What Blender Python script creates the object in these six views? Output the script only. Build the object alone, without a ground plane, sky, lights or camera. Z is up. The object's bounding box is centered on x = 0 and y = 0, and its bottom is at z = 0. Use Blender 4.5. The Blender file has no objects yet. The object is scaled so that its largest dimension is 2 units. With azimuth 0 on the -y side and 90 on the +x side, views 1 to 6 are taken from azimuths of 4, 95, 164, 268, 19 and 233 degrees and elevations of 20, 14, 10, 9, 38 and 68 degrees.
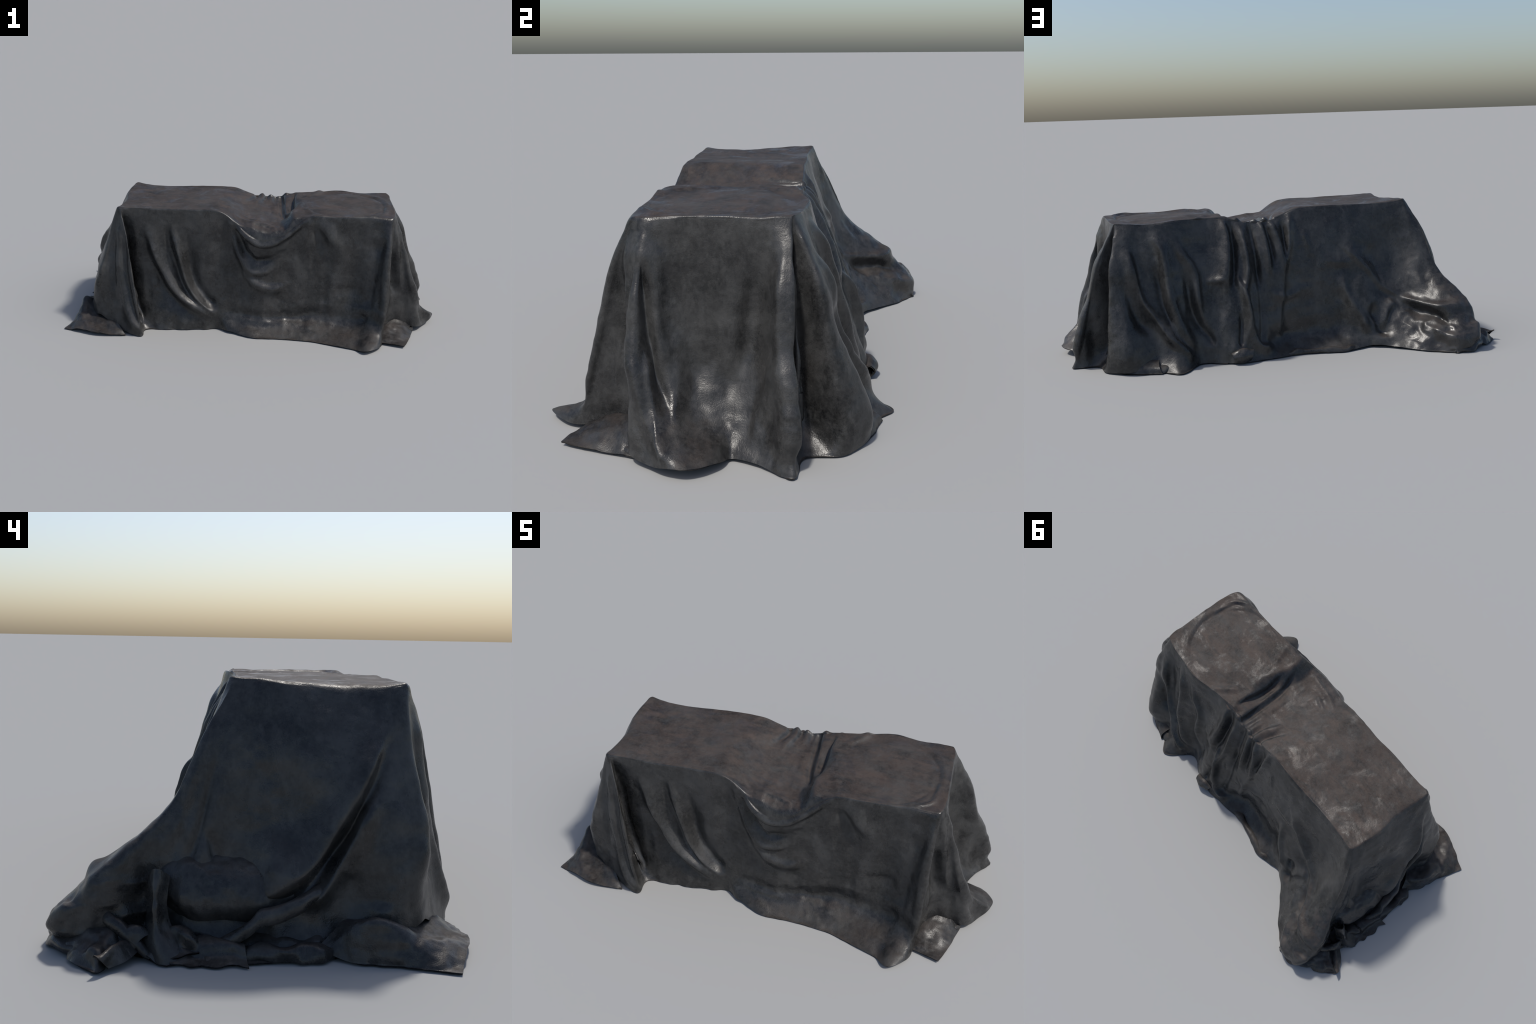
"""A black waxed-cloth / leather dust sheet thrown over two boxes of unequal height.

The sheet is one lofted surface: a ring of drape stations (rim point, hem point, how the
cloth travels outwards on its way down) gives the skirt, a blended patch closes the top,
and folds are ridges and creases laid along short guide curves.  Loose ends of cloth on
the ground are extra patches.
"""
import bpy
import math
import numpy as np

RNG = np.random.default_rng(7)

# ------------------------------------------------------------------ small maths
def smooth(a, b, x):
    t = np.clip((x - a) / (b - a), 0, 1)
    return t * t * (3 - 2 * t)


def hermite(knots, values, at, periodic=False):
    """Non-uniform Catmull-Rom through values (n, k) placed at knots."""
    k, v = np.asarray(knots, float), np.asarray(values, float)
    n = len(k)
    if periodic:                       # last knot repeats the first value one period on
        period = k[-1] - k[0]
        k = np.concatenate([[k[-2] - period], k, [k[1] + period]])
        v = np.concatenate([v[-2:-1], v, v[1:2]])
    else:
        k = np.concatenate([[2 * k[0] - k[1]], k, [2 * k[-1] - k[-2]]])
        v = np.concatenate([2 * v[:1] - v[1:2], v, 2 * v[-1:] - v[-2:-1]])
    d = np.diff(k)[:, None]
    s = np.diff(v, axis=0) / d
    m = (s[:-1] * d[1:] + s[1:] * d[:-1]) / (d[:-1] + d[1:])
    i = np.clip(np.searchsorted(k[1:-1], at, side="right") - 1, 0, n - 2)
    h = (k[i + 2] - k[i + 1])[:, None]
    t = ((at - k[i + 1])[:, None]) / h
    return ((2 * t**3 - 3 * t**2 + 1) * v[i + 1] + (t**3 - 2 * t**2 + t) * h * m[i]
            + (-2 * t**3 + 3 * t**2) * v[i + 2] + (t**3 - t**2) * h * m[i + 1])


def curve(points, n):
    p = np.asarray(points, float)
    k = np.concatenate([[0], np.cumsum(np.linalg.norm(np.diff(p, axis=0), axis=1) + 1e-6)])
    return hermite(k, p, np.linspace(0, k[-1], n))


def hash3(i, j, k, seed):
    h = (i * 374761393 + j * 668265263 + k * 2147483647 + seed * 974634777) & 0xFFFFFFFF
    h = ((h ^ (h >> 13)) * 1274126177) & 0xFFFFFFFF
    return ((h ^ (h >> 16)) & 0xFFFF) / 32767.5 - 1.0


def noise(p, seed=0):
    """Value noise, roughly -1..1, on (n, 3) points."""
    f = np.floor(p).astype(np.int64)
    t = p - f
    t = t * t * t * (t * (t * 6 - 15) + 10)
    out = 0
    for a in (0, 1):
        for b in (0, 1):
            for c in (0, 1):
                w = (t[:, 0] if a else 1 - t[:, 0]) * (t[:, 1] if b else 1 - t[:, 1]) * (t[:, 2] if c else 1 - t[:, 2])
                out = out + w * hash3(f[:, 0] + a, f[:, 1] + b, f[:, 2] + c, seed)
    return out


# ------------------------------------------------------------------ the drape stations
# rim (x, y, z)  ->  hem (x, y, z), and the share of the outward way the cloth has
# travelled at 3/4, 1/2, 1/4 and 1/12 of its fall.
FRONT = [
    ((-.690, -.312, .650), (-.700, -.410, .025), (.20, .42, .72, .92)),
    ((-.672, -.318, .652), (-.563, -.468, .000), (.38, .60, .85, .97)),
    ((-.648, -.318, .652), (-.545, -.392, .005), (-.35, -.28, -.05, .55)),
    ((-.580, -.320, .652), (-.475, -.380, .000), (-.10, .00, .25, .75)),
    ((-.450, -.320, .651), (-.320, -.372, .000), (-.05, .05, .30, .85)),
    ((-.300, -.320, .651), (-.160, -.352, .000), (-.05, .10, .30, .90)),
    ((-.175, -.322, .653), (-.100, -.388, .008), (.05, .10, .25, .50)),
    ((-.135, -.323, .650), (-.065, -.405, .004), (.02, .07, .20, .42)),
    ((-.095, -.330, .612), (-.030, -.425, .000), (.00, .05, .15, .32)),
    ((-.020, -.360, .542), (.030, -.452, .000), (-.22, -.28, -.10, .15)),
    ((.075, -.388, .495), (.110, -.456, .000), (-.45, -.55, -.38, -.05)),
    ((.150, -.380, .512), (.190, -.458, .000), (-.38, -.48, -.30, .00)),
    ((.235, -.348, .574), (.260, -.463, .000), (-.12, -.15, -.05, .15)),
    ((.285, -.330, .615), (.310, -.470, .000), (-.02, .02, .08, .25)),
    ((.315, -.321, .636), (.340, -.476, .000), (.03, .06, .12, .30)),
    ((.350, -.319, .636), (.372, -.486, .000), (.00, .04, .12, .30)),
    ((.420, -.318, .632), (.440, -.510, .000), (.02, .06, .15, .34)),
    ((.560, -.312, .630), (.550, -.550, .000), (.05, .08, .18, .38)),
    ((.680, -.312, .628), (.630, -.592, .015), (.15, .28, .44, .60)),
    ((.722, -.312, .626), (.697, -.500, .010), (.30, .50, .75, .90)),
]
RIGHT = [
    ((.738, -.306, .625), (.725, -.365, .030), (.25, .45, .75, .92)),
    ((.746, -.286, .627), (.800, -.318, .040), (.30, .55, .85, .95)),
    ((.749, -.262, .629), (.900, -.295, .025), (.36, .56, .82, .95)),
    ((.750, -.235, .631), (.945, -.225, .015), (.18, .34, .60, .86)),
    ((.751, -.200, .633), (.995, -.150, .035), (.03, .10, .32, .70)),
    ((.751, -.150, .633), (.980, -.100, .035), (.00, .02, .13, .50)),
    ((.751, -.080, .633), (.930, -.060, .020), (.00, .02, .13, .50)),
    ((.750, -.020, .631), (.870, -.032, .005), (.00, .05, .25, .68)),
    ((.749, .045, .622), (.900, .040, .008), (.02, .12, .35, .68)),
    ((.749, .092, .629), (.952, .118, .000), (.20, .42, .68, .90)),
    ((.743, .116, .628), (.958, .138, .000), (.32, .55, .75, .90)),
]
BACK = [
    ((.738, .124, .627), (.845, .172, .000), (.00, .02, .14, .48)),
    ((.728, .132, .627), (.820, .280, .000), (.42, .62, .88, 1.0)),
    ((.690, .142, .625), (.745, .330, .008), (.34, .58, .92, 1.07)),
    ((.640, .149, .622), (.650, .340, .015), (.20, .42, .70, .92)),
    ((.595, .151, .622), (.600, .360, .000), (.22, .42, .64, .82)),
    ((.540, .158, .630), (.515, .424, .000), (.18, .36, .57, .76)),
    ((.470, .162, .637), (.400, .310, .000), (.22, .50, .74, .92)),
    ((.360, .135, .636), (.300, .340, .000), (.20, .45, .70, .90)),
    ((.250, .120, .632), (.245, .375, .008), (.30, .52, .76, .92)),
    ((.160, .126, .612), (.120, .355, .000), (.32, .55, .72, .85)),
    ((.060, .130, .601), (.000, .338, .000), (.34, .54, .62, .66)),
    ((-.020, .130, .608), (-.100, .312, .000), (.32, .52, .60, .66)),
    ((-.100, .130, .648), (-.200, .345, .000), (.24, .42, .54, .64)),
    ((-.250, .130, .653), (-.260, .370, .000), (.22, .38, .50, .64)),
    ((-.400, .128, .648), (-.420, .350, .010), (.24, .48, .80, .95)),
    ((-.530, .130, .648), (-.510, .420, .010), (.11, .26, .52, .82)),
    ((-.610, .138, .655), (-.665, .553, .000), (.08, .22, .54, .88)),
    ((-.648, .143, .662), (-.755, .592, .000), (.09, .29, .72, .98)),
]
LEFT = [
    ((-.668, .144, .668), (-.840, .530, .000), (.15, .40, .90, 1.08)),
    ((-.680, .132, .668), (-.845, .430, .000), (.25, .56, 1.14, 1.12)),
    ((-.685, .112, .666), (-.825, .320, .000), (.41, .66, .86, .94)),
    ((-.687, .080, .664), (-.835, .240, .000), (.44, .72, .92, .97)),
    ((-.688, .040, .660), (-.870, .180, .000), (.32, .46, .66, .84)),
    ((-.690, .000, .653), (-.895, .080, .000), (.33, .45, .62, .78)),
    ((-.690, -.060, .647), (-.905, .000, .000), (.34, .46, .66, .80)),
    ((-.690, -.130, .627), (-.865, -.130, .000), (.42, .60, .70, .80)),
    ((-.690, -.190, .624), (-.865, -.220, .000), (.44, .70, .82, .90)),
    ((-.690, -.250, .636), (-.855, -.290, .025), (.38, .72, .98, 1.0)),
    ((-.690, -.292, .648), (-.810, -.362, .070), (.36, .68, .98, 1.0)),
]
SIDES = [FRONT, RIGHT, BACK, LEFT]
ALONG, ACROSS, DOWN = 380, 230, 250          # quads along long sides, short sides, down
FALL = np.array([0, .25, .5, .75, .917, 1.0])


def skirt_grid():
    """Points (DOWN+1, ring, 3); the ring starts at the front left corner."""
    stations = [s for side in SIDES for s in side]
    rows = []
    for rim, hem, share in stations:
        rim, hem = np.array(rim) + (0, 0, .010), np.array(hem)     # the rounded edge settles
        f = np.concatenate([[0], share, [1]])[:, None]
        z = rim[2] + (hem[2] - rim[2]) * FALL
        rows.append(np.column_stack([rim[:2] + (hem[:2] - rim[:2]) * f, z]))
    rows = np.array(rows)                                   # station, level, xyz
    closed = np.concatenate([rows, rows[:1]])
    step = np.linalg.norm(np.diff(closed[:, [0, 3, 5]], axis=0), axis=2).mean(1) + .004
    knots = np.concatenate([[0], np.cumsum(step)])
    first = np.cumsum([0] + [len(s) for s in SIDES])
    at = []
    for i in range(4):
        n = ALONG if i % 2 == 0 else ACROSS
        at.append(np.linspace(knots[first[i]], knots[first[i + 1]], n, endpoint=False))
    at = np.concatenate(at)
    levels = [hermite(knots, closed[:, k], at, periodic=True) for k in range(6)]
    flat = np.stack(levels).reshape(6, -1)
    t = np.linspace(0, 1, DOWN + 1)
    p = hermite(FALL, flat, t).reshape(DOWN + 1, -1, 3)
    fade = np.exp(-t / .07)[:, None]
    waver = .0055 * noise(p[0] * 7, 41) + .004 * noise(p[0] * 17, 42)
    p[..., 2] += fade * waver
    out = p[0] - p[0].mean(0)
    out /= np.linalg.norm(out[:, :2], axis=1, keepdims=True)
    p[..., :2] += (fade * .005 * noise(p[0] * 9, 43))[..., None] * out[:, :2]
    return p


DISC = (.49, -.09, .205)                      # the round lid under the right hand end


def plateau(x, y):
    """Height of the sheet over the boxes, away from their edges."""
    edge = -.06 - .16 * (.13 - y) + .012 * np.sin(y * 23)
    left = .658 + .012 * smooth(.0, .14, y) * smooth(-.5, -.68, x) - .006 * np.exp(-((x + .42) / .12)**2)
    right = .634 + .006 * np.sin(x * 9)
    valley = .576 + .022 * smooth(-.25, .13, y) + .012 * smooth(.12, .0, x)
    fall = smooth(-.09, .12, x - edge)
    rise = smooth(.17, .25, x + .02 * np.sin(y * 19))
    z = left + (valley - left) * fall
    z = z + (right - z) * rise
    r = np.hypot(x - DISC[0], (y - DISC[1]) * .97)
    dome = .011 * smooth(DISC[2] + .01, DISC[2] - .09, r) * (.4 + .8 * smooth(-.2, .12, y))
    quarter = .25 + .75 * smooth(-.4, .6, ((x - DISC[0]) * .9 - (y - DISC[1]) * .45) / np.maximum(r, .01))
    dip = np.exp(-((x - .08) / .11)**2)
    q = np.column_stack([np.ravel(x), np.ravel(y), np.zeros(np.size(x))])
    fine = (.0045 * noise(q * (26, 9, 1) + (0, 0, .5), 31) + .0025 * noise(q * (60, 18, 1) + (0, 0, .5), 32)).reshape(np.shape(x))
    z = z + fine * dip
    ring = quarter * (-.0035 * np.exp(-((r - DISC[2] - .004) / .010)**2) + .003 * np.exp(-((r - DISC[2] - .028) / .012)**2))
    return z + (dome + ring) * rise


def top_grid(rim):
    """Patch (ACROSS+1, ALONG+1, 3) between the four rim edges."""
    a, b = ALONG, ACROSS
    front, right = rim[:a + 1], rim[a:a + b + 1]
    back, left = rim[a + b:2 * a + b + 1][::-1], np.concatenate([rim[2 * a + b:], rim[:1]])[::-1]
    s, r = np.linspace(0, 1, a + 1)[None, :, None], np.linspace(0, 1, b + 1)[:, None, None]
    def blend(f, bk, l, rt):
        return ((1 - r) * f[None] + r * bk[None] + (1 - s) * l[:, None] + s * rt[:, None]
                - (1 - s) * (1 - r) * f[0] - s * (1 - r) * f[-1] - (1 - s) * r * bk[0] - s * r * bk[-1])
    p = blend(front, back, left, right)
    x, y = p[..., 0], p[..., 1]
    z = plateau(x, y)
    # how far the rim departs from the plateau, fading into the sheet
    d = lambda e, k: e[:, 2] - plateau(e[:, 0], e[:, 1])
    S, R = s[..., 0], r[..., 0]
    df, db, dl, dr = d(front, 0), d(back, 0), d(left, 0), d(right, 0)
    wf, wb = (1 - R)**13, R**10
    wl, wr = np.exp(-S / .035), np.exp(-(1 - S) / .035)
    wl, wr = (wl - wl.min()) / (1 - wl.min()), (wr - wr.min()) / (1 - wr.min())
    z = z + wf * df[None] + wb * db[None] + wl * dl[:, None] + wr * dr[:, None]
    z = z - wl * wf * df[0] - wr * wf * df[-1] - wl * wb * db[0] - wr * wb * db[-1]
    p[..., 2] = z
    return p


# ------------------------------------------------------------------ folds
# (side it is seen from, guide curve in that side's plane, height, width on the minus
#  side, width on the plus side of a curve drawn downwards, fade-in, fade-out)
AXES = {"front": ((1, 0, 0), (0, -1, 0)), "back": ((1, 0, 0), (0, 1, 0)),
        "right": ((0, 1, 0), (1, 0, 0)), "left": ((0, 1, 0), (-1, 0, 0)),
        "top": ((1, 0, 0), (0, 0, 1))}
FOLDS = [
    # front: corner pleat and the folds that sweep to the right
    ("front", [(-.677, .617), (-.669, .511), (-.667, .378), (-.646, .217), (-.616, .109), (-.562, .02)], .012, .03, .014, .2, .1),
    ("front", [(-.652, .59), (-.649, .50), (-.644, .379), (-.606, .155), (-.56, .03)], -.009, .010, .016, .3, .1),
    ("front", [(-.552, .602), (-.513, .471), (-.478, .366), (-.425, .260), (-.362, .172), (-.263, .102), (-.137, .056)], .036, .020, .040, .35, .3),
    ("front", [(-.545, .47), (-.532, .426), (-.461, .259), (-.362, .136), (-.28, .08)], -.012, .040, .020, .3, .3),
    ("front", [(-.415, .614), (-.397, .518), (-.362, .387), (-.335, .280), (-.281, .183), (-.209, .113), (-.137, .061)], .030, .018, .022, .4, .3),
    ("front", [(-.317, .56), (-.313, .388), (-.299, .264), (-.254, .175), (-.175, .105)], -.016, .016, .035, .4, .1),
    ("front", [(-.415, .60), (-.424, .50), (-.385, .351), (-.34, .22), (-.28, .14)], -.010, .018, .016, .2, .3),
    ("front", [(-.115, .612), (-.071, .570), (-.018, .536), (.071, .490), (.132, .503), (.201, .542), (.261, .591), (.318, .632)], .010, .014, .014, .2, .2),
    # front: swags under the gap between the boxes
    ("front", [(-.111, .621), (-.079, .526), (-.042, .413), (.020, .335), (.109, .342), (.178, .384)], .014, .020, .016, .15, .4),
    ("front", [(-.100, .60), (-.060, .52), (-.010, .43), (.040, .395), (.11, .40), (.17, .44)], -.020, .022, .022, .2, .3),
    ("front", [(-.070, .50), (-.045, .40), (.0, .30), (.048, .262), (.119, .24), (.2, .26), (.26, .31)], .016, .03, .022, .4, .5),
    ("front", [(.335, .60), (.376, .512), (.415, .39), (.443, .30)], -.012, .035, .028, .2, .4),
    ("front", [(.34, .62), (.428, .513), (.50, .43)], .015, .025, .04, .3, .5),
    ("front", [(.318, .63), (.290, .52), (.25, .42)], .008, .03, .03, .2, .5),
    ("front", [(.711, .572), (.664, .449), (.635, .326), (.622, .193), (.626, .104)], -.014, .07, .030, .2, .3),
    ("front", [(.731, .59), (.713, .416), (.712, .24), (.712, .062)], .012, .03, .02, .2, .2),
    ("front", [(-.19, .115), (-.101, .072), (.033, .060), (.30, .048), (.45, .05)], .008, .016, .022, .3, .5),
    ("front", [(.51, .16), (.53, .09), (.55, .04)], .014, .05, .05, .5, .5),
    # right hand end
    ("right", [(.100, .61), (.106, .534), (.113, .454), (.115, .339), (.129, .197), (.136, .03)], .024, .030, .012, .3, .1),
    ("right", [(.040, .54), (.030, .481), (.021, .395), (.005, .280), (-.035, .176), (-.06, .08)], -.018, .035, .030, .3, .4),
    ("right", [(.109, .305), (.078, .196), (.047, .110), (.03, .03)], .012, .02, .03, .3, .2),
    ("right", [(-.302, .622), (-.302, .505), (-.295, .331), (-.278, .216), (-.238, .102), (-.175, .018)], .018, .018, .022, .2, .1),
    ("right", [(-.278, .55), (-.258, .459), (-.247, .361), (-.217, .217), (-.178, .104)], -.022, .018, .012, .2, .3),
    ("right", [(-.249, .33), (-.240, .188), (-.208, .086), (-.17, .024)], .014, .012, .02, .3, .1),
    ("right", [(-.333, .493), (-.327, .388), (-.328, .272), (-.314, .198)], -.016, .02, .015, .3, .3),
    ("right", [(-.05, .30), (-.03, .22), (-.05, .14)], .006, .04, .03, .5, .5),
    # back
    ("back", [(.72, .57), (.686, .465), (.669, .371), (.635, .285), (.581, .213), (.536, .142), (.49, .087), (.435, .023)], .020, .018, .022, .3, .1),
    ("back", [(.700, .40), (.69, .30), (.66, .22), (.60, .14)], -.018, .025, .025, .3, .3),
    ("back", [(.602, .603), (.548, .539), (.529, .461), (.524, .342), (.509, .240), (.467, .135), (.405, .053)], .018, .025, .022, .2, .2),
    ("back", [(.57, .47), (.565, .36), (.55, .26), (.50, .16)], -.014, .02, .02, .3, .3),
    ("back", [(.477, .577), (.454, .498), (.401, .408), (.396, .297), (.387, .211), (.355, .099)], .015, .02, .022, .2, .3),
    ("back", [(.435, .43), (.43, .30), (.41, .20), (.37, .1)], -.012, .015, .02, .3, .3),
    ("back", [(.252, .650), (.230, .559), (.237, .455), (.252, .370), (.264, .268)], .018, .012, .03, .2, .3),
    ("back", [(.207, .64), (.205, .48), (.215, .40), (.23, .3)], -.018, .015, .012, .3, .3),
    ("back", [(.168, .640), (.158, .537), (.155, .405), (.179, .286), (.176, .234), (.169, .139), (.150, .069), (.05, .023)], .020, .016, .018, .2, .1),
    ("back", [(.226, .429), (.194, .313), (.182, .261), (.19, .15), (.215, .05)], .016, .014, .016, .3, .2),
    ("back", [(.20, .24), (.205, .15), (.225, .06)], -.016, .015, .015, .4, .2),
    ("back", [(.118, .63), (.108, .50), (.105, .40), (.12, .28)], -.016, .016, .016, .2, .4),
    ("back", [(.070, .630), (.050, .503), (.05, .40), (.07, .28)], .014, .014, .016, .2, .5),
    ("back", [(.024, .630), (-.016, .498), (-.022, .391), (.009, .297)], .014, .014, .02, .2, .5),
    ("back", [(.048, .62), (.022, .46), (.02, .36)], -.012, .012, .012, .3, .4),
    ("back", [(-.085, .66), (-.067, .521), (-.040, .416), (-.012, .313)], .012, .018, .016, .2, .5),
    ("back", [(-.040, .63), (-.045, .48), (-.03, .40)], -.012, .012, .014, .3, .4),
    ("back", [(-.295, .505), (-.377, .417), (-.447, .339), (-.498, .271), (-.582, .219), (-.621, .206)], .012, .03, .014, .3, .2),
    ("back", [(-.312, .377), (-.317, .269), (-.363, .176), (-.392, .102), (-.375, .050)], .014, .016, .03, .3, .2),
    ("back", [(-.132, .57), (-.151, .497), (-.161, .425)], .006, .012, .012, .3, .5),
    ("back", [(-.42, .20), (-.46, .12), (-.47, .04)], -.020, .03, .03, .3, .2),
    ("back", [(.108, .50), (.10, .32), (.108, .14), (.13, .03)], -.010, .014, .014, .3, .2),
    ("back", [(-.022, .39), (.0, .25), (.02, .14), (.01, .04)], .009, .016, .016, .3, .2),
    ("back", [(.43, .30), (.39, .18), (.33, .07)], -.012, .018, .016, .4, .2),
    ("back", [(.06, .30), (-.03, .255), (-.12, .30)], .008, .02, .02, .3, .3),
    ("back", [(-.20, .42), (-.30, .395), (-.40, .40)], .006, .03, .02, .4, .4),
    ("back", [(.36, .36), (.30, .355), (.25, .36)], .008, .02, .012, .4, .3),
    ("back", [(-.72, .40), (-.70, .30), (-.66, .21)], -.006, .03, .02, .4, .4),
    ("back", [(-.60, .12), (-.70, .075), (-.80, .07)], .012, .02, .025, .3, .4),
    # the tail at the back left corner
    ("back", [(-.570, .209), (-.664, .189), (-.744, .186), (-.844, .207)], .016, .02, .02, .2, .3),
    ("back", [(-.58, .18), (-.68, .155), (-.76, .10)], -.016, .02, .025, .2, .4),
    ("back", [(-.568, .201), (-.499, .142), (-.46, .069)], .014, .015, .03, .2, .3),
    ("back", [(-.86, .13), (-.84, .08), (-.83, .03)], .012, .02, .02, .3, .3),
    # left hand end
    ("left", [(-.274, .60), (-.243, .514), (-.212, .447), (-.182, .381), (-.135, .305), (-.078, .230), (-.005, .161), (.118, .098)], .030, .016, .05, .4, .15),
    ("left", [(-.262, .55), (-.235, .46), (-.19, .36), (-.13, .25), (-.06, .165)], -.020, .018, .012, .5, .3),
    ("left", [(-.225, .42), (-.187, .315), (-.152, .241), (-.083, .146), (-.021, .10)], .028, .030, .012, .3, .2),
    ("left", [(.150, .62), (.185, .54), (.213, .464), (.240, .387), (.266, .301), (.320, .216)], .010, .014, .02, .5, .3),
    ("left", [(.135, .58), (.160, .50), (.185, .42), (.205, .33), (.235, .24), (.27, .17)], -.014, .018, .012, .6, .2),
    ("left", [(.193, .307), (.175, .249), (.158, .196)], -.012, .012, .012, .4, .4),
    ("left", [(-.345, .50), (-.358, .296), (-.366, .15)], .010, .02, .02, .3, .3),
    ("left", [(.05, .30), (.02, .22), (-.02, .15)], .010, .05, .05, .4, .4),
    # top: creases in the gap between the boxes, tucks along the edges
    ("top", [(.142, .15), (.152, .03), (.160, -.10), (.19, -.24), (.21, -.31)], -.013, .014, .012, .1, .4),
    ("top", [(.172, .15), (.178, .03), (.186, -.11), (.205, -.25)], .012, .014, .016, .1, .4),
    ("top", [(.225, .10), (.211, .0), (.212, -.105), (.222, -.22)], -.013, .014, .010, .1, .4),
    ("top", [(.245, .10), (.232, .0), (.232, -.1), (.25, -.22)], .006, .010, .02, .2, .4),
    ("top", [(.002, .16), (.015, .10), (-.017, .016), (-.050, -.045)], -.014, .014, .010, .1, .6),
    ("top", [(.03, .16), (.045, .10), (.02, .01), (-.01, -.08)], .012, .016, .014, .1, .6),
    ("top", [(.08, .16), (.09, .09), (.08, .0)], .008, .012, .014, .1, .6),
    ("top", [(.06, .16), (.065, .10), (.05, .04)], -.008, .010, .010, .1, .6),
    ("top", [(.115, .16), (.118, .08), (.11, .02)], -.008, .012, .010, .1, .6),
    ("top", [(-.10, -.25), (-.02, -.29), (.08, -.31), (.16, -.326)], .010, .014, .02, .3, .2),
    ("top", [(-.06, -.22), (.02, -.25), (.08, -.27)], .006, .012, .012, .3, .4),
    ("top", [(.60, -.305), (.66, -.285), (.70, -.25), (.715, -.18)], .008, .010, .012, .3, .4),
    ("top", [(.62, -.28), (.672, -.25), (.692, -.19), (.695, -.1)], -.006, .010, .010, .3, .4),
    ("top", [(.33, -.30), (.30, -.22), (.29, -.14)], .006, .014, .014, .2, .5),
    ("top", [(.38, .155), (.34, .10), (.30, .05), (.26, .0)], .010, .018, .016, .2, .5),
]


def apply_folds(p, normal, is_top):
    """Push points along their normals where guide curves run; p, normal are (n, 3)."""
    out = np.zeros(len(p))
    for side, path, height, w_minus, w_plus, fade_in, fade_out in FOLDS:
        across, facing = (np.array(v, float) for v in AXES[side])
        h, v = p @ across, (p[:, 1] if side == "top" else p[:, 2])
        guide = curve(path, 40)
        pad = 3 * max(w_minus, w_plus)
        near = ((h > guide[:, 0].min() - pad) & (h < guide[:, 0].max() + pad)
                & (v > guide[:, 1].min() - pad) & (v < guide[:, 1].max() + pad) & (normal @ facing > .08))
        near &= is_top if side == "top" else ~is_top
        i = np.flatnonzero(near)
        if not len(i):
            continue
        q = np.column_stack([h[i], v[i]])
        a, b = guide[:-1], guide[1:]
        best, where, sign = np.full(len(i), 9.), np.zeros(len(i)), np.zeros(len(i))
        for n in range(len(a)):
            ab = b[n] - a[n]
            t = np.clip(((q - a[n]) @ ab) / (ab @ ab), 0, 1)
            d = q - a[n] - t[:, None] * ab
            dist = np.hypot(d[:, 0], d[:, 1])
            take = dist < best
            best[take] = dist[take]
            where[take] = (n + t[take]) / len(a)
            sign[take] = np.sign(ab[0] * d[take, 1] - ab[1] * d[take, 0])
        w = np.where(sign > 0, w_plus, w_minus)
        amp = smooth(0, max(fade_in, .01), where) * smooth(0, max(fade_out, .01), 1 - where)
        mask = smooth(.08, .4, normal[i] @ facing)
        out[i] += {"top": 1., "back": 1.4}.get(side, 1.25) * height * amp * mask * np.exp(-(best / w)**2)
    return out


# ------------------------------------------------------------------ the whole sheet as one surface
def vertex_normals(points, faces):
    a, b = points[faces[:, 2]] - points[faces[:, 0]], points[faces[:, 3]] - points[faces[:, 1]]
    fn = np.cross(a, b)
    n = np.zeros_like(points)
    for k in range(4):
        np.add.at(n, faces[:, k], fn)
    return n / np.maximum(np.linalg.norm(n, axis=1, keepdims=True), 1e-12)


def relax(points, faces, weight, rounds):
    edges = np.unique(np.sort(np.concatenate([faces[:, [0, 1]], faces[:, [1, 2]], faces[:, [2, 3]], faces[:, [3, 0]]]), axis=1), axis=0)
    count = np.bincount(edges.ravel(), minlength=len(points))[:, None]
    weight = np.where(count[:, 0] > 0, weight, 0)
    for _ in range(rounds):
        total = np.zeros_like(points)
        for k in range(3):
            total[:, k] = np.bincount(edges[:, 0], points[edges[:, 1], k], len(points)) + np.bincount(edges[:, 1], points[edges[:, 0], k], len(points))
        points += weight[:, None] * .5 * (total / np.maximum(count, 1) - points)
    return points


def grid_faces(rows, cols, wrap=False):
    i, j = np.meshgrid(np.arange(rows - 1), np.arange(cols if wrap else cols - 1), indexing="ij")
    k = (j + 1) % cols
    return np.stack([i * cols + j, (i + 1) * cols + j, (i + 1) * cols + k, i * cols + k], -1).reshape(-1, 4)


def cloth_wobble(p, n):
    """Slack in the cloth that no fold accounts for."""
    out = .0035 * noise(p * 9, 1) + .0022 * noise(p * 21, 2) + .0010 * noise(p * 45, 3)
    low = smooth(.30, .03, p[:, 2])
    hang = smooth(.62, .35, p[:, 2]) * (1 - np.abs(n[:, 2])) * ((.0065 + .003 * smooth(0, .5, n[:, 1])) * noise(p * (13, 13, 2.2), 11) + .0035 * noise(p * (30, 30, 4), 12))
    out = out + hang
    # the tail has crumpled where it meets the floor
    tail = smooth(-.52, -.62, p[:, 0]) * smooth(.20, .34, p[:, 1]) * smooth(.27, .14, p[:, 2])
    out = out + tail * (.016 * (.15 - np.abs(noise(p * (11, 11, 15), 51))) + .008 * (.3 - np.abs(noise(p * (24, 24, 30), 52))))
    return out + low * (.004 * noise(p * (10, 10, 8), 4) + .0015 * noise(p * 28, 5))


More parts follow.
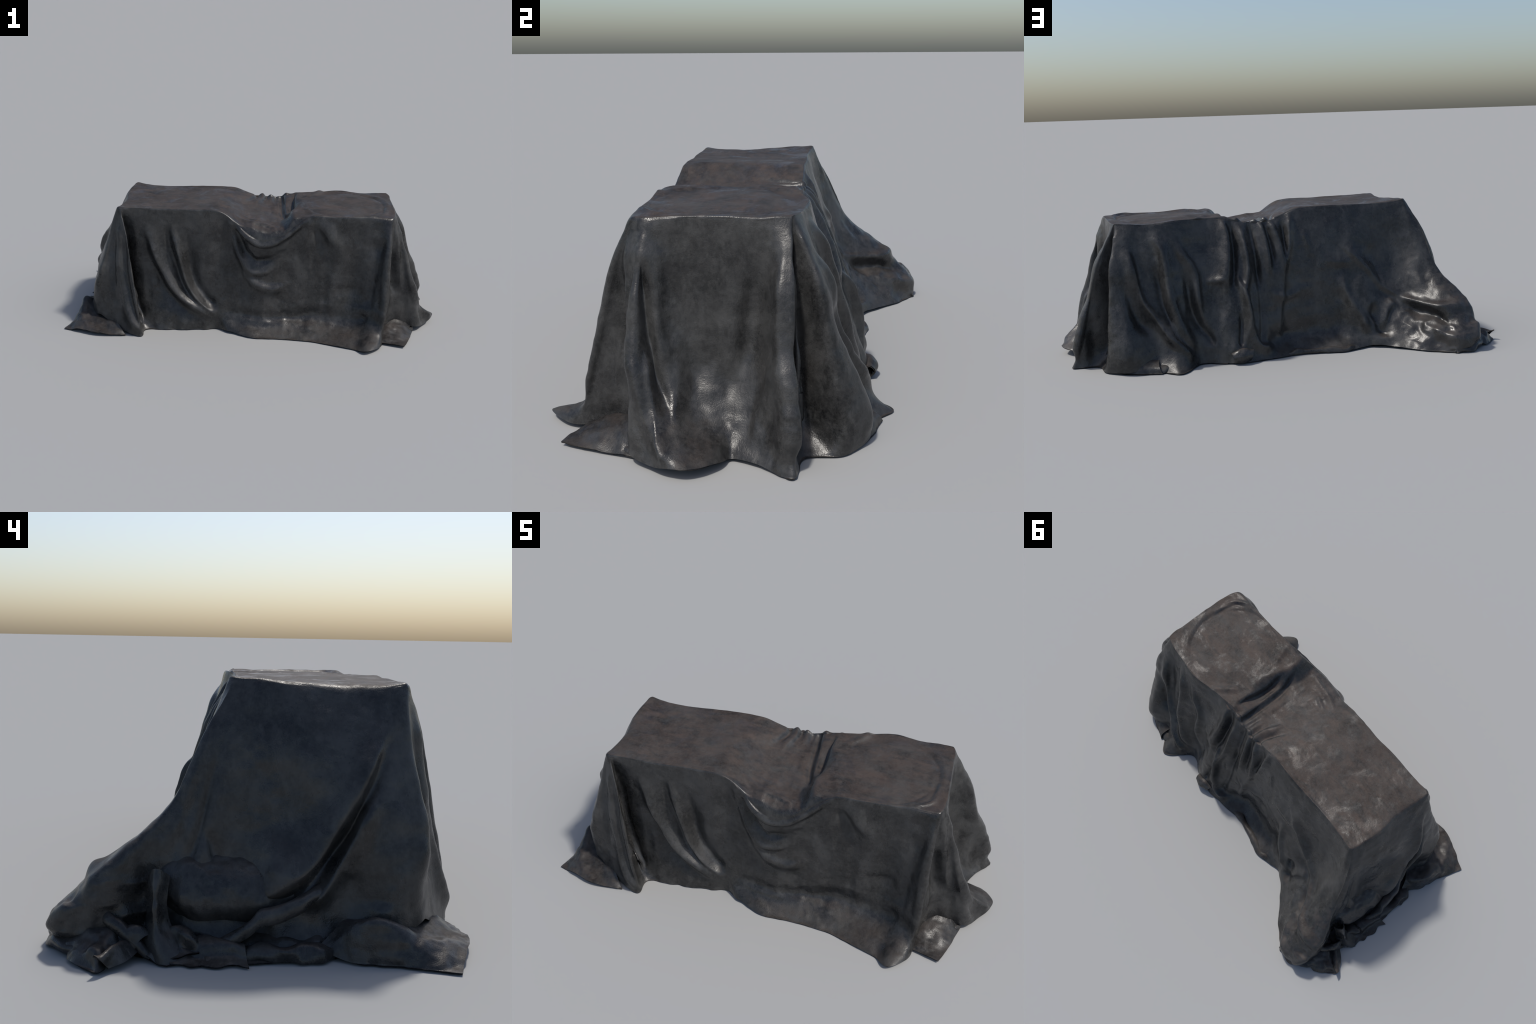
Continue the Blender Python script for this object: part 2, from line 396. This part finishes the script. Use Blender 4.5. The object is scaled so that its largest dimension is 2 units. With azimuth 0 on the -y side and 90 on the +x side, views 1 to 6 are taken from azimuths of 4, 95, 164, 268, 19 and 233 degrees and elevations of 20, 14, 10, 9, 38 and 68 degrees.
def build_sheet():
    skirt = skirt_grid()
    ring = skirt.shape[1]
    rim = np.concatenate([skirt[0], skirt[0][:1]])[:ring]
    top = top_grid(rim)
    n_skirt = (DOWN + 1) * ring
    points = np.concatenate([skirt.reshape(-1, 3), top.reshape(-1, 3)])
    sf = grid_faces(DOWN + 1, ring, wrap=True)
    tf = grid_faces(ACROSS + 1, ALONG + 1)[:, ::-1] + n_skirt
    # weld the patch border to the rim
    a, b = ALONG, ACROSS
    index = np.arange(len(points))
    g = np.arange((b + 1) * (a + 1)).reshape(b + 1, a + 1) + n_skirt
    index[g[0, :]] = np.arange(a + 1)
    index[g[:, -1]] = np.arange(a, a + b + 1)
    index[g[-1, ::-1]] = np.arange(a + b, 2 * a + b + 1)
    index[g[::-1, 0]] = np.arange(2 * a + b, ring + 1) % ring
    tf = index[tf]
    faces = np.concatenate([sf, tf])
    side = np.concatenate([np.full(a, 0), np.full(b, 1), np.full(a, 2), np.full(b, 3)])
    part = np.concatenate([np.tile(side, DOWN), np.full(len(tf), 4)])
    used, inverse = np.unique(faces, return_inverse=True)
    faces = inverse.reshape(-1, 4)
    depth = np.concatenate([np.repeat(np.arange(DOWN + 1), ring), np.full(len(points) - n_skirt, -99)])[used]
    hem_row = np.flatnonzero(depth == DOWN)
    points = points[used]
    inside = depth == -99
    # round the rim, then lay the folds
    r = np.full(len(points), 0.)
    r[depth >= 0] = np.clip(1 - depth[depth >= 0] / 22, 0, 1)**.5
    gi = (np.stack(np.meshgrid(np.arange(b + 1), np.arange(a + 1), indexing="ij"), -1).reshape(-1, 2))
    gd = np.minimum.reduce([gi[:, 0], b - gi[:, 0], gi[:, 1], a - gi[:, 1]])
    full = np.zeros(n_skirt + len(gd)); full[n_skirt:] = np.clip(1 - gd / 18, 0, 1)**.5
    r = np.maximum(r, np.where(inside, full[used], 0))
    band = faces[(r[faces] > 0).any(1)]
    points = relax(points, band, r, 240)
    base = points.copy()
    normal = vertex_normals(base, faces)
    push = apply_folds(base, normal, inside | (depth < 4) & (normal[:, 2] > .5))
    points = base + normal * (push + cloth_wobble(base, normal) * np.where(inside, .5, 1))[:, None]
    points = relax(points, faces, np.full(len(points), .6), 3)
    points[:, 2] = np.maximum(points[:, 2], .001 + .002 * (noise(points * 30, 8) + 1))
    return points, faces, part, hem_row, depth


# ------------------------------------------------------------------ materials
def node(tree, kind, **values):
    n = tree.nodes.new(kind)
    for key, value in values.items():
        if key in n.inputs:
            n.inputs[key].default_value = value
        else:
            setattr(n, key, value)
    return n


def ramp(tree, source, stops):
    r = tree.nodes.new("ShaderNodeValToRGB")
    while len(r.color_ramp.elements) < len(stops):
        r.color_ramp.elements.new(.5)
    for e, (pos, col) in zip(r.color_ramp.elements, stops):
        e.position = pos
        e.color = (*col, 1) if len(col) == 3 else (col[0], col[0], col[0], 1)
    tree.links.new(source, r.inputs[0])
    return r.outputs[0]


def mix(tree, factor, a, b):
    m = tree.nodes.new("ShaderNodeMix")
    m.data_type = "RGBA"
    for socket, value in ((m.inputs[0], factor), (m.inputs[6], a), (m.inputs[7], b)):
        if isinstance(value, bpy.types.NodeSocket):
            tree.links.new(value, socket)
        else:
            socket.default_value = value if not isinstance(value, tuple) else (*value, 1)
    return m.outputs[2]


def maths(tree, op, a, b):
    m = tree.nodes.new("ShaderNodeMath")
    m.operation = op
    for socket, value in zip(m.inputs, (a, b)):
        if isinstance(value, bpy.types.NodeSocket):
            tree.links.new(value, socket)
        else:
            socket.default_value = value
    return m.outputs[0]


def cloth_material(name):
    mat = bpy.data.materials.new(name)
    mat.use_nodes = True
    t = mat.node_tree
    shader = t.nodes["Principled BSDF"]
    where = t.nodes.new("ShaderNodeTexCoord").outputs["Object"]

    def tex(scale, detail=6, rough=.6, stretch=(1, 1, 1), dist=0.):
        m = node(t, "ShaderNodeMapping")
        m.inputs["Scale"].default_value = stretch
        t.links.new(where, m.inputs[0])
        n = node(t, "ShaderNodeTexNoise", Scale=scale, Detail=detail, Roughness=rough, Distortion=dist)
        t.links.new(m.outputs[0], n.inputs["Vector"])
        return n.outputs["Fac"]

    def times(a, b):
        return maths(t, "MULTIPLY", a, b)

    cloud, grain, patch, blot = tex(6, 10, .70), tex(75, 4, .7), tex(7, 9, .72, dist=.5), tex(3.2, 5, .55)
    scuff = tex(16, 8, .75, (1, 1, .45))
    colour = ramp(t, cloud, [(.34, (.006, .0062, .0065)), (.50, (.021, .021, .021)), (.66, (.046, .046, .045))])
    colour = mix(t, times(ramp(t, grain, [(.40, (0,)), (.65, (1,))]), .30), colour, (.062, .061, .060))
    colour = mix(t, times(ramp(t, scuff, [(.50, (0,)), (.60, (1,))]), .32), colour, (.064, .064, .063))
    wax = ramp(t, patch, [(.50, (0,)), (.62, (1,))])
    colour = mix(t, times(wax, .40), colour, (.010, .010, .0105))
    # brown dust that has settled where the sheet lies flat
    up = node(t, "ShaderNodeSeparateXYZ")
    t.links.new(t.nodes.new("ShaderNodeNewGeometry").outputs["Normal"], up.inputs[0])
    ragged = maths(t, "ADD", up.outputs["Z"], times(maths(t, "SUBTRACT", scuff, .5), .9))
    flat = ramp(t, ragged, [(.70, (0,)), (.98, (1,))])
    place = node(t, "ShaderNodeSeparateXYZ")
    t.links.new(where, place.inputs[0])
    settled = ramp(t, maths(t, "ADD", place.outputs["Z"], times(blot, .3)), [(.20, (.45,)), (.55, (1,))])
    streak = tex(9, 9, .72, (1, 2.0, 1), .6)
    dust = ramp(t, streak, [(.36, (.12,)), (.64, (1,))])
    colour = mix(t, times(times(times(dust, flat), settled), .66), colour, (.072, .053, .044))
    stain = times(dust, ramp(t, blot, [(.56, (0,)), (.70, (1,))]))
    colour = mix(t, times(stain, .15), colour, (.066, .052, .044))
    t.links.new(colour, shader.inputs["Base Color"])
    rough = ramp(t, patch, [(.34, (.42,)), (.52, (.32,)), (.59, (.22,)), (.72, (.28,))])
    matt = times(flat, ramp(t, patch, [(.50, (1,)), (.60, (.5,))]))
    rough = mix(t, matt, rough, (.60, .60, .60))
    t.links.new(rough, shader.inputs["Roughness"])
    t.links.new(mix(t, matt, (.40, .40, .40), (.10, .10, .10)), shader.inputs["Specular IOR Level"])
    weave = node(t, "ShaderNodeTexVoronoi", Scale=260)
    t.links.new(where, weave.inputs["Vector"])
    height = maths(t, "ADD", times(grain, .7), times(weave.outputs["Distance"], .25))
    height = maths(t, "ADD", height, times(scuff, .8))
    bump = node(t, "ShaderNodeBump", Strength=.30, Distance=.004)
    t.links.new(height, bump.inputs["Height"])
    t.links.new(bump.outputs[0], shader.inputs["Normal"])
    return mat


CLOTH = cloth_material("waxed_black_cloth")


# ------------------------------------------------------------------ objects
ROOT = bpy.data.objects.new("draped_dust_sheet", None)
ROOT["label"] = "black leathery sheet draped over two boxes of unequal height"
ROOT["category"] = "dust sheet"
bpy.context.scene.collection.objects.link(ROOT)


def add_mesh(name, points, faces, normals, material):
    me = bpy.data.meshes.new(name)
    me.vertices.add(len(points))
    me.vertices.foreach_set("co", points.astype(np.float32).ravel())
    me.loops.add(faces.size)
    me.loops.foreach_set("vertex_index", faces.astype(np.int32).ravel())
    me.polygons.add(len(faces))
    me.polygons.foreach_set("loop_start", np.arange(0, faces.size, 4, dtype=np.int32))
    me.update(calc_edges=True)
    me.validate()
    me.polygons.foreach_set("use_smooth", np.ones(len(me.polygons), bool))
    me.normals_split_custom_set_from_vertices(normals.astype(np.float32))
    me.materials.append(material)
    obj = bpy.data.objects.new(name, me)
    obj.parent = ROOT
    bpy.context.scene.collection.objects.link(obj)
    return obj


def subset(points, normals, faces):
    used, inverse = np.unique(faces, return_inverse=True)
    return points[used], inverse.reshape(faces.shape), normals[used]


THICK = .006
LINING_ROWS = 60          # the lining is only built where a lifted hem could show it


def main_sheet():
    points, faces, part, hem, depth = build_sheet()
    normal = vertex_normals(points, faces)
    ring = len(hem)
    for k, (name, mat) in enumerate([("side_panel", CLOTH), ("end_panel", CLOTH), ("side_panel", CLOTH), ("end_panel", CLOTH), ("top_panel", CLOTH)]):
        f = faces[part == k]
        if k < 4:
            # lining: the lower rows again, a cloth's thickness inside, turned over, and the cut edge
            low = f[depth[f].min(1) >= DOWN - LINING_ROWS]
            inner = low[:, ::-1] + len(points)
            cols = f[(depth[f].max(1) == DOWN)]
            edge = np.stack([cols[:, 1], cols[:, 1] + len(points), cols[:, 2] + len(points), cols[:, 2]], -1)
            f = np.concatenate([f, inner, edge])
        lining = points - normal * THICK
        lining[:, 2] = np.maximum(lining[:, 2], .0005)
        p2, n2 = np.concatenate([points, lining]), np.concatenate([normal, -normal])
        add_mesh(name, *[x for x in subset_order(p2, n2, f)], mat)


def subset_order(points, normals, faces):
    p, f, n = subset(points, normals, faces)
    return p, f, n


# loose cloth lying on the ground: control grids, inner edge first
GROUND_FLAPS = [
    ("ground_flap", [   # front left, half tucked under the corner fold
        [(-.88, -.08, .02), (-.86, -.12, .06), (-.80, -.18, .09), (-.72, -.25, .06)],
        [(-.925, -.17, .00), (-.915, -.20, .105), (-.84, -.27, .075), (-.72, -.33, .05)],
        [(-.955, -.30, .00), (-.930, -.31, .060), (-.84, -.37, .045), (-.70, -.40, .05)],
        [(-.988, -.41, .00), (-.895, -.445, .02), (-.80, -.478, .020), (-.64, -.47, .0)]], .006),
    ("ground_flap", [   # front right
        [(.64, -.46, .010), (.68, -.40, .05), (.72, -.32, .08)],
        [(.73, -.485, .012), (.78, -.41, .04), (.82, -.31, .06)],
        [(.81, -.510, .010), (.85, -.40, .010), (.88, -.27, .005)]], .004),
    ("ground_flap", [   # back right
        [(.78, .17, .05), (.70, .22, .06), (.58, .28, .06)],
        [(.80, .21, .035), (.73, .285, .045), (.60, .35, .035)],
        [(.81, .23, .018), (.75, .305, .025), (.60, .375, .02)],
        [(.82, .24, .00), (.76, .315, .000), (.59, .386, .000)]], .004),
    ("ground_flap", [   # crumpled under the tail, with a curled tip
        [(-.80, .54, .03), (-.80, .44, .05), (-.80, .34, .04), (-.80, .26, .03)],
        [(-.86, .53, .03), (-.88, .44, .07), (-.87, .36, .03), (-.86, .27, .04)],
        [(-.91, .52, .00), (-.995, .435, .006), (-.90, .38, .02), (-.955, .28, .0)]], .010),
    ("ground_flap", [   # curled spike of cloth poking out
        [(-.89, .41, .02), (-.89, .38, .05), (-.89, .34, .03)],
        [(-.95, .43, .03), (-.945, .405, .055), (-.94, .37, .015)],
        [(-.998, .445, .045), (-.997, .43, .035), (-.985, .41, .01)]], .004),
    ("ground_flap", [   # small roll at the back hem
        [(.17, .32, .05), (.22, .325, .06), (.275, .33, .04)],
        [(.17, .35, .055), (.22, .365, .065), (.275, .36, .05)],
        [(.18, .37, .03), (.225, .386, .035), (.27, .378, .03)],
        [(.185, .36, .003), (.225, .372, .004), (.265, .365, .003)]], .004),
    ("ground_flap", [   # swag bulging out of the left end
        [(-.70, .34, .24), (-.70, .27, .27), (-.71, .18, .27), (-.72, .08, .26), (-.74, -.02, .20)],
        [(-.80, .33, .18), (-.835, .255, .19), (-.845, .17, .185), (-.845, .08, .18), (-.83, -.02, .16)],
        [(-.825, .31, .14), (-.860, .24, .125), (-.868, .16, .12), (-.862, .06, .12), (-.84, -.03, .11)],
        [(-.80, .29, .10), (-.84, .23, .080), (-.85, .15, .08), (-.84, .05, .07), (-.80, -.03, .06)]], .005),
    ("ground_flap", [   # twisted fold hanging from it
        [(-.83, .335, .19), (-.868, .312, .215), (-.84, .28, .19)],
        [(-.85, .338, .14), (-.892, .314, .15), (-.86, .288, .14)],
        [(-.86, .340, .08), (-.910, .312, .085), (-.87, .278, .08)],
        [(-.89, .345, .03), (-.932, .300, .035), (-.90, .240, .03)],
        [(-.90, .340, .00), (-.945, .285, .00), (-.92, .225, .00)]], .003),
    ("ground_flap", [   # low apron at the foot of the left end
        [(-.82, .22, .04), (-.83, .08, .05), (-.84, -.05, .05), (-.83, -.14, .04)],
        [(-.88, .21, .02), (-.88, .08, .04), (-.875, -.04, .035), (-.865, -.13, .02)],
        [(-.95, .18, .0), (-.93, .05, .004), (-.91, -.06, .0), (-.885, -.16, .0)]], .008),
]


def ground_flap(name, grid, rough, seed, rows=60, cols=80):
    g = np.array(grid, float)
    across = np.stack([curve(r, cols) for r in g])                     # each control row
    down = np.stack([curve(across[:, j], rows) for j in range(cols)], 1)
    p = down.reshape(-1, 3)
    f = grid_faces(rows, cols)
    n = vertex_normals(p, f)
    if n[:, 2].mean() < 0:
        f, n = f[:, ::-1], -n
    p = p + n * (rough * noise(p * 22, seed) + rough * .5 * noise(p * 48, seed + 1))[:, None]
    p[:, 2] = np.maximum(p[:, 2], .004)
    n = vertex_normals(p, f)
    under = p - n * .005
    under[:, 2] = np.maximum(under[:, 2], .0004)
    k = len(p)
    idx = np.arange(k).reshape(rows, cols)
    loop = np.concatenate([idx[0, :-1], idx[:-1, -1], idx[-1, :0:-1], idx[:0:-1, 0]])
    nxt = np.roll(loop, -1)
    edge = np.stack([loop, nxt, nxt + k, loop + k], -1)
    faces = np.concatenate([f, f[:, ::-1] + k, edge])
    return add_mesh(name, np.concatenate([p, under]), faces, np.concatenate([n, -n]), CLOTH)


# rolled folds: a spine on the ground, the roll's radius, how far it is squashed
ROLLS = [
    ([(-.80, .50, .08), (-.86, .43, .085), (-.89, .37, .05), (-.91, .32, .01)], .020, .9),
    ([(-.85, .16, .00), (-.895, .08, .01), (-.905, -.02, .01), (-.885, -.10, .005), (-.85, -.17, .00)], .030, 1.0),
    ([(-.82, -.10, .16), (-.868, -.02, .12), (-.885, .06, .085), (-.89, .14, .035), (-.89, .20, .0)], .022, 1.0),
    ([(-.72, .575, .00), (-.79, .572, .01), (-.86, .525, .015), (-.90, .46, .01), (-.88, .40, .00)], .026, 1.0),
    ([(.05, .30, .00), (-.05, .315, .004), (-.17, .335, .004), (-.28, .345, .004), (-.36, .32, .00)], .026, .7),
    ([(.50, .33, .00), (.60, .34, .008), (.70, .305, .012), (.79, .235, .00)], .030, .8),
    ([(.74, -.41, .00), (.80, -.36, .01), (.86, -.28, .01), (.88, -.20, .00)], .018, .9),
]


def cloth_roll(path, radius, flat, seed, rows=70, cols=34):
    """A fold of cloth that has rolled over: an open tube round a curved spine."""
    spine = curve(path, rows)
    along = np.gradient(spine, axis=0)
    along /= np.linalg.norm(along, axis=1, keepdims=True)
    side = np.cross(along, (0, 0, 1.))
    side /= np.linalg.norm(side, axis=1, keepdims=True)
    up = np.cross(side, along)
    t = np.linspace(0, 1, rows)
    swell = radius * (.35 + .65 * np.sin(np.pi * np.clip(t, .02, .98))**.6) * (1 + .25 * noise(spine * 25, seed))
    a = np.linspace(-.25, 1.2, cols) * np.pi
    p = (spine[:, None] + (swell[:, None] * np.cos(a))[..., None] * side[:, None]
         + (swell[:, None] * flat * np.sin(a))[..., None] * up[:, None]).reshape(-1, 3)
    p += .4 * radius * np.stack([noise(p * 20, seed + k) for k in (1, 2, 3)], 1)
    p[:, 2] = np.maximum(p[:, 2], .002)
    f = grid_faces(rows, cols)
    n = vertex_normals(p, f)
    if n[cols // 2::cols, 2].mean() < 0:
        f, n = f[:, ::-1], -n
    return add_mesh("rolled_fold", p, f, n, CLOTH)


def crumpled_heap(path, count, seed, facing=(-1, 0), heights=(.035, .10)):
    """Thin folds of surplus cloth heaped along the foot of an end."""
    rng = np.random.default_rng(seed)
    line = curve(path, 200)
    for k in range(count):
        c = line[int((k + rng.uniform(.1, .9)) / count * 199)]
        tall, reach, half = rng.uniform(*heights), rng.uniform(.045, .085), rng.uniform(.035, .075)
        turn = rng.uniform(-.7, .7)
        out = np.array([facing[0] * math.cos(turn) - facing[1] * math.sin(turn), facing[0] * math.sin(turn) + facing[1] * math.cos(turn)])
        along = np.array([-out[1], out[0]])
        lean = rng.uniform(-.05, .05)
        rows = []
        for d, h in ((-.5, .7), (.0, 1.0), (.35, .75), (.55, .35), (1.0, .0)):
            row = []
            for a in (-1, -.35, .3, 1):
                xy = c[:2] + out * reach * (d + rng.uniform(-.18, .18)) + along * (half * a * (1.1 - .25 * d) + lean * d)
                row.append((xy[0], xy[1], max(.002, tall * h * (1 - .45 * abs(a)) + rng.uniform(-.008, .008))))
            rows.append(row)
        ground_flap("ground_flap", rows, .005, seed + 7 * k, 30, 36)


main_sheet()
crumpled_heap([(-.85, .45, 0), (-.885, .36, 0), (-.88, .26, 0), (-.885, .15, 0)], 5, 90)
for i, (path, radius, flat) in enumerate(ROLLS):
    cloth_roll(path, radius, flat, 60 + i)
for i, (name, grid, rough) in enumerate(GROUND_FLAPS):
    ground_flap(name, grid, rough, 20 + i * 3)
